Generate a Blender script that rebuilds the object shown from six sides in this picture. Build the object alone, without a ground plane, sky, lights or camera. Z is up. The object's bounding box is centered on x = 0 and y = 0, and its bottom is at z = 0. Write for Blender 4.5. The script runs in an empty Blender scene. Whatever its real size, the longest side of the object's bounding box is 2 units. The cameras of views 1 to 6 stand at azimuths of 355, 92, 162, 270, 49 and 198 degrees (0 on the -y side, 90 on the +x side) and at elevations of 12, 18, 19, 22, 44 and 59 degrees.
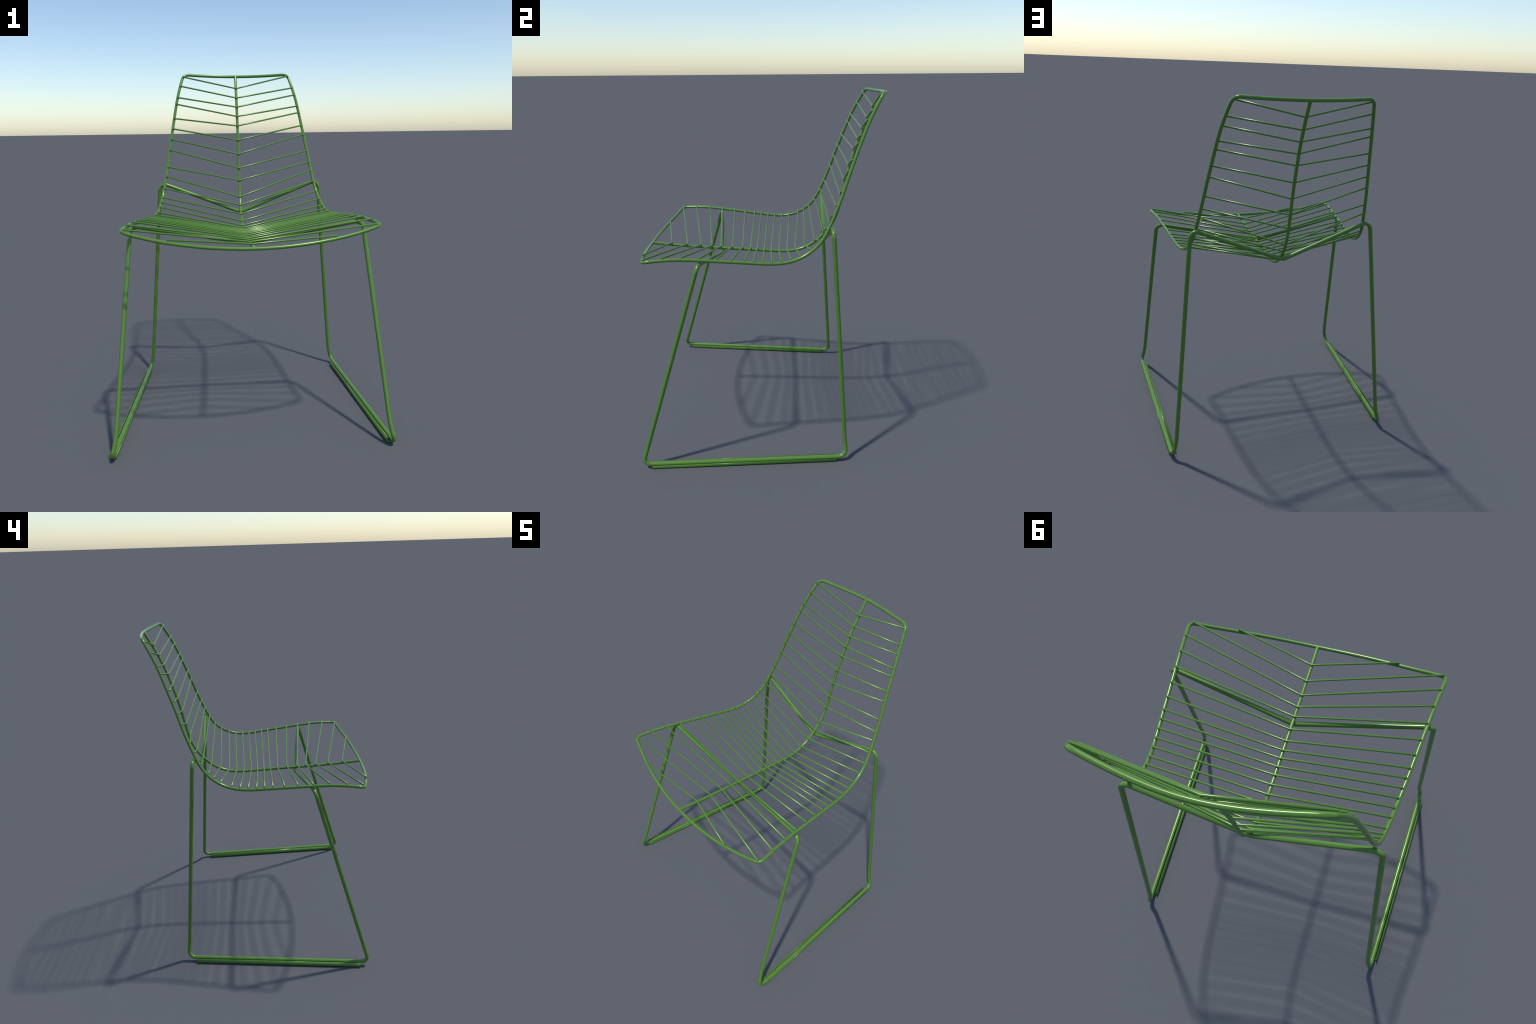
"""Green wire side chair: a bent-rod sled base carrying a leaf shaped shell of
V-bent wires laid across a closed rim and a central spine."""
import bpy
import numpy as np
from math import pi, cos, sin, tan, acos

# ------------------------------------------------------------------ sizes
R_RIM = 0.0090      # rim rod
R_SPINE = 0.0090    # central spine rod
R_BASE = 0.0118     # leg / brace / runner rod
R_SLAT = 0.0048     # thin cross wires
SHELL_X = 0.0072    # symmetry plane of the shell
BASE_X = 0.0062     # symmetry plane of the sled base
MX = np.array([-1.0, 1.0, 1.0])

# half rim (x >= 0): front edge from the middle to the corner, side sweep from
# the front corner through the seat bend up to the top corner, top edge
RIM_FRONT = [(0.0000, -0.6853, 1.0920), (0.2851, -0.6678, 1.1081), (0.6068, -0.6001, 1.1670)]
RIM_SIDE = [(0.6258, -0.5947, 1.1726), (0.6026, -0.4449, 1.1789), (0.5821, -0.2998, 1.1696),
            (0.5637, -0.1622, 1.1566), (0.5466, -0.0356, 1.1441), (0.5308, 0.0767, 1.1355),
            (0.5157, 0.1746, 1.1460), (0.5011, 0.2579, 1.1833), (0.4857, 0.3258, 1.2464),
            (0.4683, 0.3747, 1.3383), (0.4495, 0.4207, 1.4537), (0.4283, 0.4640, 1.5839),
            (0.4052, 0.5121, 1.7207), (0.3783, 0.5665, 1.8603), (0.3417, 0.6354, 1.9926)]
RIM_TOP = [(0.2995, 0.6447, 1.9904), (0.0000, 0.6864, 1.9837)]
RIM_CORNER_FRONT = 0.035
RIM_CORNER_TOP = 0.038

# spine profile in the symmetry plane (y, z), front edge to top edge
SPINE = [(-0.6853, 1.0920), (-0.4543, 1.0704), (-0.2521, 1.0585), (-0.0782, 1.0491),
         (0.0679, 1.0407), (0.1880, 1.0441), (0.2855, 1.0793), (0.3652, 1.1434),
         (0.4271, 1.2300), (0.4646, 1.3435), (0.4933, 1.4802), (0.5342, 1.6331),
         (0.5927, 1.7991), (0.6808, 1.9738), (0.6864, 1.9837)]

# where each wire is welded: fraction along the right half rim, along the left
# half rim and along the spine (front to top)
SLATS = [(0.1451, 0.1480, 0.0601), (0.2271, 0.2291, 0.1086), (0.2635, 0.2633, 0.1511),
         (0.3000, 0.2996, 0.1850), (0.3337, 0.3337, 0.2132), (0.3655, 0.3656, 0.2487),
         (0.3940, 0.3938, 0.2806), (0.4184, 0.4182, 0.3058), (0.4360, 0.4357, 0.3266),
         (0.4535, 0.4533, 0.3484), (0.4711, 0.4713, 0.3700), (0.4892, 0.4893, 0.3945),
         (0.5091, 0.5086, 0.4201), (0.5291, 0.5348, 0.4460), (0.5531, 0.5526, 0.4778),
         (0.5778, 0.5678, 0.5145), (0.6047, 0.5928, 0.5523), (0.6323, 0.6228, 0.5837),
         (0.6525, 0.6456, 0.6416), (0.6801, 0.6865, 0.6822), (0.7199, 0.7115, 0.7280),
         (0.7419, 0.7369, 0.7736), (0.7741, 0.7619, 0.8211), (0.7902, 0.7970, 0.8529),
         (0.8189, 0.8138, 0.8849), (0.8374, 0.8435, 0.9170), (0.8705, 0.8690, 0.9514)]
SEAT_SLATS = 16            # the first ones belong to the seat, the rest to the backrest
LIFT_RIM = 0.0124          # wire axis above rim axis
OVERHANG = 0.0010          # wire ends reach a little past the rim axis
LIFT_SPINE = 0.0115
END_ROUNDING = 0.80        # how far the shading of cut ends leans outwards

# half sled base (x >= 0): bend points of one rod with their tangent lengths
BASE = [((0.0000, -0.2447, 1.0359), 0.014),   # front brace, under the spine
        ((0.6129, -0.3144, 1.1549), 0.042),   # shoulder of the front leg
        ((0.7059, -0.6244, 0.1173), 0.050),   # outward kick above the floor
        ((0.7290, -0.6542, 0.0249), 0.046),   # front end of the runner
        ((0.6397, 0.4827, 0.0249), 0.046),    # rear end of the runner
        ((0.6166, 0.4738, 0.1063), 0.042),    # outward kick
        ((0.5044, 0.3850, 1.3166), 0.046),    # shoulder of the rear leg
        ((0.0000, 0.3762, 1.1186), 0.021)]    # rear brace, behind the spine

# floor glide: channel section (across, height) hooked under the runner
GLIDE_SECTION = [(-0.0180, 0.0262), (-0.0215, 0.0215), (-0.0228, 0.0150), (-0.0210, 0.0080),
                 (-0.0175, 0.0050), (0.0045, 0.0050), (0.0075, 0.0075), (0.0085, 0.0165),
                 (0.0105, 0.0187), (0.0124, 0.0165), (0.0131, 0.0110), (0.0124, 0.0045),
                 (0.0100, 0.0000), (-0.0218, 0.0000), (-0.0252, 0.0045), (-0.0272, 0.0110),
                 (-0.0270, 0.0180), (-0.0240, 0.0248), (-0.0195, 0.0285), (-0.0172, 0.0280)]
GLIDE_FRONT_Y, GLIDE_REAR_Y = -0.600, 0.427


# ------------------------------------------------------------------ curves
def spline(points, steps=14):
    """Natural cubic spline through 3D points, chord length parameter."""
    p = np.asarray(points, float)
    n = len(p)
    h = np.linalg.norm(np.diff(p, axis=0), axis=1)
    a = np.zeros((n, n))
    b = np.zeros((n, 3))
    a[0, 0] = a[-1, -1] = 1.0
    for i in range(1, n - 1):
        a[i, i - 1], a[i, i], a[i, i + 1] = h[i - 1], 2 * (h[i - 1] + h[i]), h[i]
        b[i] = 6 * ((p[i + 1] - p[i]) / h[i] - (p[i] - p[i - 1]) / h[i - 1])
    m = np.linalg.solve(a, b)
    out = []
    for i in range(n - 1):
        x = np.linspace(0, 1, steps, endpoint=False)[:, None] * h[i]
        y = h[i] - x
        out.append(m[i] * y ** 3 / (6 * h[i]) + m[i + 1] * x ** 3 / (6 * h[i])
                   + (p[i] / h[i] - m[i] * h[i] / 6) * y + (p[i + 1] / h[i] - m[i + 1] * h[i] / 6) * x)
    return np.vstack(out + [p[-1:]])


def lengths(p):
    return np.r_[0, np.cumsum(np.linalg.norm(np.diff(p, axis=0), axis=1))]


def stretch(p, cut_start, cut_end, count):
    """Resample a polyline evenly with both ends shortened."""
    s = lengths(p)
    u = np.linspace(cut_start, s[-1] - cut_end, count)
    return np.stack([np.interp(u, s, p[:, k]) for k in range(3)], 1)


def soft_corner(a, corner, b, count=9):
    w = np.linspace(0, 1, count + 2)[1:-1, None]
    return (1 - w) ** 2 * a + 2 * w * (1 - w) * corner + w * w * b


def at(p, fraction):
    """Point and unit tangent at a fraction of the length of a polyline."""
    s = lengths(p)
    u = fraction * s[-1]
    q = np.array([np.interp(u, s, p[:, k]) for k in range(3)])
    e = 0.004
    q0 = np.array([np.interp(u - e, s, p[:, k]) for k in range(3)])
    q1 = np.array([np.interp(u + e, s, p[:, k]) for k in range(3)])
    t = q1 - q0
    return q, t / np.linalg.norm(t)


def bend(a, p, b, d, count=9):
    """Circular arc of tangent length d that rounds the corner a-p-b."""
    u, v = a - p, b - p
    u, v = u / np.linalg.norm(u), v / np.linalg.norm(v)
    turn = pi - acos(max(-1.0, min(1.0, float(u @ v))))
    r = d / tan(turn / 2)
    axis = (u + v) / np.linalg.norm(u + v)
    c = p + axis * (r / cos(turn / 2))
    e1, e2 = (p + u * d - c) / r, (p + v * d - c) / r
    w = np.linspace(0, 1, count)[:, None]
    arc = c + r * (np.sin((1 - w) * turn) * e1 + np.sin(w * turn) * e2) / sin(turn)
    lead = 0.0015       # a short straight ring on both sides keeps the long runs straight
    return np.vstack([arc[:1] + u * lead, arc, arc[-1:] + v * lead])


# ------------------------------------------------------------------ tubes
def sweep(path, radius, sides, start_tangent=None, end_tangent=None):
    """Rings of a round rod along a path (parallel transported frame)."""
    p = np.asarray(path, float)
    t = np.gradient(p, axis=0)
    seg = np.diff(p, axis=0)
    seg /= np.linalg.norm(seg, axis=1)[:, None]
    t[1:-1] = seg[1:] + seg[:-1]
    t[0] = seg[0] if start_tangent is None else start_tangent
    t[-1] = seg[-1] if end_tangent is None else end_tangent
    t /= np.linalg.norm(t, axis=1)[:, None]
    ref = np.array([0.0, 0.0, 1.0]) if abs(t[0, 2]) < 0.9 else np.array([0.0, 1.0, 0.0])
    n = ref - t[0] * (ref @ t[0])
    n /= np.linalg.norm(n)
    rings, normals = [], []
    ang = np.linspace(0, 2 * pi, sides, endpoint=False)
    for i in range(len(p)):
        n = n - t[i] * (n @ t[i])
        n /= np.linalg.norm(n)
        b = np.cross(t[i], n)
        d = np.cos(ang)[:, None] * n + np.sin(ang)[:, None] * b
        rings.append(p[i] + radius * d)
        normals.append(d)
    return np.array(rings), np.array(normals)


def mirror_run(run):
    return run[0][::-1] * MX, run[1][::-1] * MX


def both_halves(run):
    """A run that starts in the symmetry plane, continued through it."""
    m = mirror_run(run)
    return np.concatenate([m[0][:-1], run[0]]), np.concatenate([m[1][:-1], run[1]])


def both_halves_from_end(run):
    m = mirror_run(run)
    return np.concatenate([run[0], m[0][1:]]), np.concatenate([run[1], m[1][1:]])


def rod_object(name, runs, material, parent, shift=0.0, caps=False):
    """Mesh object from one or more ring runs, with the rods' exact normals;
    capped rods are shaded softly round their cut ends."""
    verts, faces, loop_normals = [], [], []
    base = 0
    for rings, nrm in runs:
        n, k = rings.shape[:2]
        if caps:
            nrm = nrm.copy()
            for i, j in ((0, 1), (-1, -2)):
                axis = rings[i].mean(0) - rings[j].mean(0)
                nrm[i] = nrm[i] + END_ROUNDING * axis / np.linalg.norm(axis)
                nrm[i] /= np.linalg.norm(nrm[i], axis=1)[:, None]
        flat = nrm.reshape(-1, 3)
        verts.append(rings.reshape(-1, 3) + np.array([shift, 0, 0]))
        for i in range(n - 1):
            for j in range(k):
                a, b = i * k + j, i * k + (j + 1) % k
                quad = (a, b, b + k, a + k)
                faces.append(tuple(base + q for q in quad))
                loop_normals.extend(flat[q] for q in quad)
        if caps:
            ends = ((tuple(reversed(range(k))), rings[0].mean(0) - rings[1].mean(0)),
                    (tuple((n - 1) * k + j for j in range(k)), rings[-1].mean(0) - rings[-2].mean(0)))
            for loop, axis in ends:
                faces.append(tuple(base + q for q in loop))
                loop_normals.extend(flat[q] for q in loop)
        base += n * k
    mesh = bpy.data.meshes.new(name)
    mesh.from_pydata([tuple(q) for q in np.vstack(verts)], [], faces)
    mesh.update()
    for poly in mesh.polygons:
        poly.use_smooth = True
    mesh.normals_split_custom_set([tuple(q) for q in loop_normals])
    mesh.materials.append(material)
    obj = bpy.data.objects.new(name, mesh)
    bpy.context.scene.collection.objects.link(obj)
    obj.parent = parent
    return obj


# ------------------------------------------------------------------ paint
def powder_coat():
    m = bpy.data.materials.new("green_powder_coat")
    m.use_nodes = True
    nt = m.node_tree
    b = nt.nodes["Principled BSDF"]
    coord = nt.nodes.new("ShaderNodeTexCoord")
    noise = nt.nodes.new("ShaderNodeTexNoise")
    noise.inputs["Scale"].default_value = 60.0
    noise.inputs["Detail"].default_value = 3.0
    ramp = nt.nodes.new("ShaderNodeValToRGB")
    ramp.color_ramp.elements[0].color = (0.0865, 0.199, 0.0310, 1)
    ramp.color_ramp.elements[1].color = (0.0880, 0.202, 0.0318, 1)
    rough = nt.nodes.new("ShaderNodeMapRange")
    rough.inputs["To Min"].default_value = 0.215
    rough.inputs["To Max"].default_value = 0.235
    nt.links.new(coord.outputs["Object"], noise.inputs["Vector"])
    nt.links.new(noise.outputs["Fac"], ramp.inputs["Fac"])
    nt.links.new(noise.outputs["Fac"], rough.inputs["Value"])
    nt.links.new(ramp.outputs["Color"], b.inputs["Base Color"])
    nt.links.new(rough.outputs["Result"], b.inputs["Roughness"])
    b.inputs["Specular IOR Level"].default_value = 0.5
    b.inputs["Specular Tint"].default_value = (0.88, 1.0, 0.74, 1)
    return m


paint = powder_coat()

chair = bpy.data.objects.new("wire_chair", None)
bpy.context.scene.collection.objects.link(chair)
chair["label"] = "green wire side chair with leaf shaped shell and sled base"
chair["category"] = "chair"

# ------------------------------------------------------------------ shell rim
side = np.array(RIM_SIDE)
front = np.array(RIM_FRONT)
top = np.array(RIM_TOP)
front_arc = spline(np.vstack([side[0] * MX, front[:0:-1] * MX, front, side[0]]), 16)
front_arc = front_arc[len(front_arc) // 2:]
top_arc = spline(np.vstack([side[-1], top, top[:-1][::-1] * MX, side[-1] * MX]), 16)
top_arc = top_arc[:len(top_arc) // 2 + 1]
seg_front = stretch(front_arc, 0, RIM_CORNER_FRONT, 40)
seg_side = stretch(spline(side), RIM_CORNER_FRONT, RIM_CORNER_TOP, 150)
seg_top = stretch(top_arc, RIM_CORNER_TOP, 0, 30)
half_rim = np.vstack([seg_front, soft_corner(seg_front[-1], side[0], seg_side[0]), seg_side,
                      soft_corner(seg_side[-1], side[-1], seg_top[0]), seg_top])
EX = np.array([1.0, 0, 0])
rim_rings, rim_normals = sweep(half_rim, R_RIM, 20, EX, -EX)
cut = int(np.argmin(np.abs(lengths(half_rim) / lengths(half_rim)[-1] - 0.585)))
seat = rod_object("seat", [both_halves((rim_rings[:cut + 1], rim_normals[:cut + 1]))], paint, chair, SHELL_X)
backrest = rod_object("backrest", [both_halves_from_end((rim_rings[cut:], rim_normals[cut:]))], paint, chair, SHELL_X)

# ------------------------------------------------------------------ spine
spine_path = spline([(0.0, y, z) for y, z in SPINE])
spine_even = stretch(spine_path, 0, 0, 170)
sp_rings, sp_normals = sweep(spine_even, R_SPINE, 20)
scut = int(0.535 * 169)
rod_object("spine", [(sp_rings[:scut + 1], sp_normals[:scut + 1])], paint, seat, SHELL_X)
rod_object("spine", [(sp_rings[scut:], sp_normals[scut:])], paint, backrest, SHELL_X)

# ------------------------------------------------------------------ slats
for i, (right, left, mid) in enumerate(SLATS):
    q, t = at(spine_path, mid)
    apex = q + LIFT_SPINE * np.array([0.0, -t[2], t[1]])
    ends = []
    for fraction in (right, left):
        e, t = at(half_rim, fraction)
        w = apex - e
        n = np.cross(t, w)
        e = e + LIFT_RIM * (1.25 if i == 0 else 1.0) * n / np.linalg.norm(n)
        e = e - OVERHANG * w / np.linalg.norm(w)
        ends.append(e)
    a, b = ends[0], ends[1] * MX
    path = np.vstack([a, apex, b])
    rod_object("slat", [sweep(path, R_SLAT, 14)], paint, seat if i < SEAT_SLATS else backrest, SHELL_X, caps=True)

# ------------------------------------------------------------------ sled base
pts = [np.array(p) for p, _ in BASE]
tan_len = [d for _, d in BASE]
path, mids = [], []
for i, p in enumerate(pts):
    if i == 0:
        arc = bend(pts[1] * MX, p, pts[1], tan_len[0], 13)[7:]
    elif i == len(pts) - 1:
        arc = bend(pts[i - 1], p, pts[i - 1] * MX, tan_len[i], 13)[:8]
    else:
        d = tan_len[i]
        arc = bend(pts[i - 1], p, pts[i + 1], d, 13)
    mids.append(len(path) + (len(arc) // 2 if 0 < i < len(pts) - 1 else (0 if i == 0 else len(arc) - 1)))
    path.extend(arc)
base_rings, base_normals = sweep(np.array(path), R_BASE, 24, EX, -EX)


def section(i, j):
    return base_rings[mids[i]:mids[j] + 1], base_normals[mids[i]:mids[j] + 1]


rod_object("brace", [both_halves(section(0, 1))], paint, chair, BASE_X)
rod_object("brace", [both_halves_from_end(section(6, 7))], paint, chair, BASE_X)
for i, j in ((1, 3), (4, 6)):
    rod_object("leg", [section(i, j)], paint, chair, BASE_X)
    rod_object("leg", [mirror_run(section(i, j))], paint, chair, BASE_X)
runners = [rod_object("runner", [section(3, 4)], paint, chair, BASE_X),
           rod_object("runner", [mirror_run(section(3, 4))], paint, chair, BASE_X)]

# ------------------------------------------------------------------ glides
for runner, sign in zip(runners, (1.0, -1.0)):
    c, d = pts[3] * [sign, 1, 1], pts[4] * [sign, 1, 1]
    u = d - c
    u /= np.linalg.norm(u)
    across = np.array([u[1], -u[0], 0.0])
    rings = []
    for y in (GLIDE_FRONT_Y, GLIDE_REAR_Y):
        o = c + u * (y - c[1]) / u[1]
        rings.append([(o[0] + s * across[0], o[1] + s * across[1], z) for s, z in GLIDE_SECTION])
    rings = np.array(rings)
    section = np.array(GLIDE_SECTION)
    run = np.roll(section, -1, 0) - np.roll(section, 1, 0)
    out = np.stack([-run[:, 1], run[:, 0]], 1) / np.linalg.norm(run, axis=1)[:, None]
    normal = np.stack([out[:, 0] * across[0], out[:, 0] * across[1], out[:, 1]], 1)
    rod_object("glide", [(rings, np.array([normal, normal]))], paint, runner, BASE_X, caps=True)
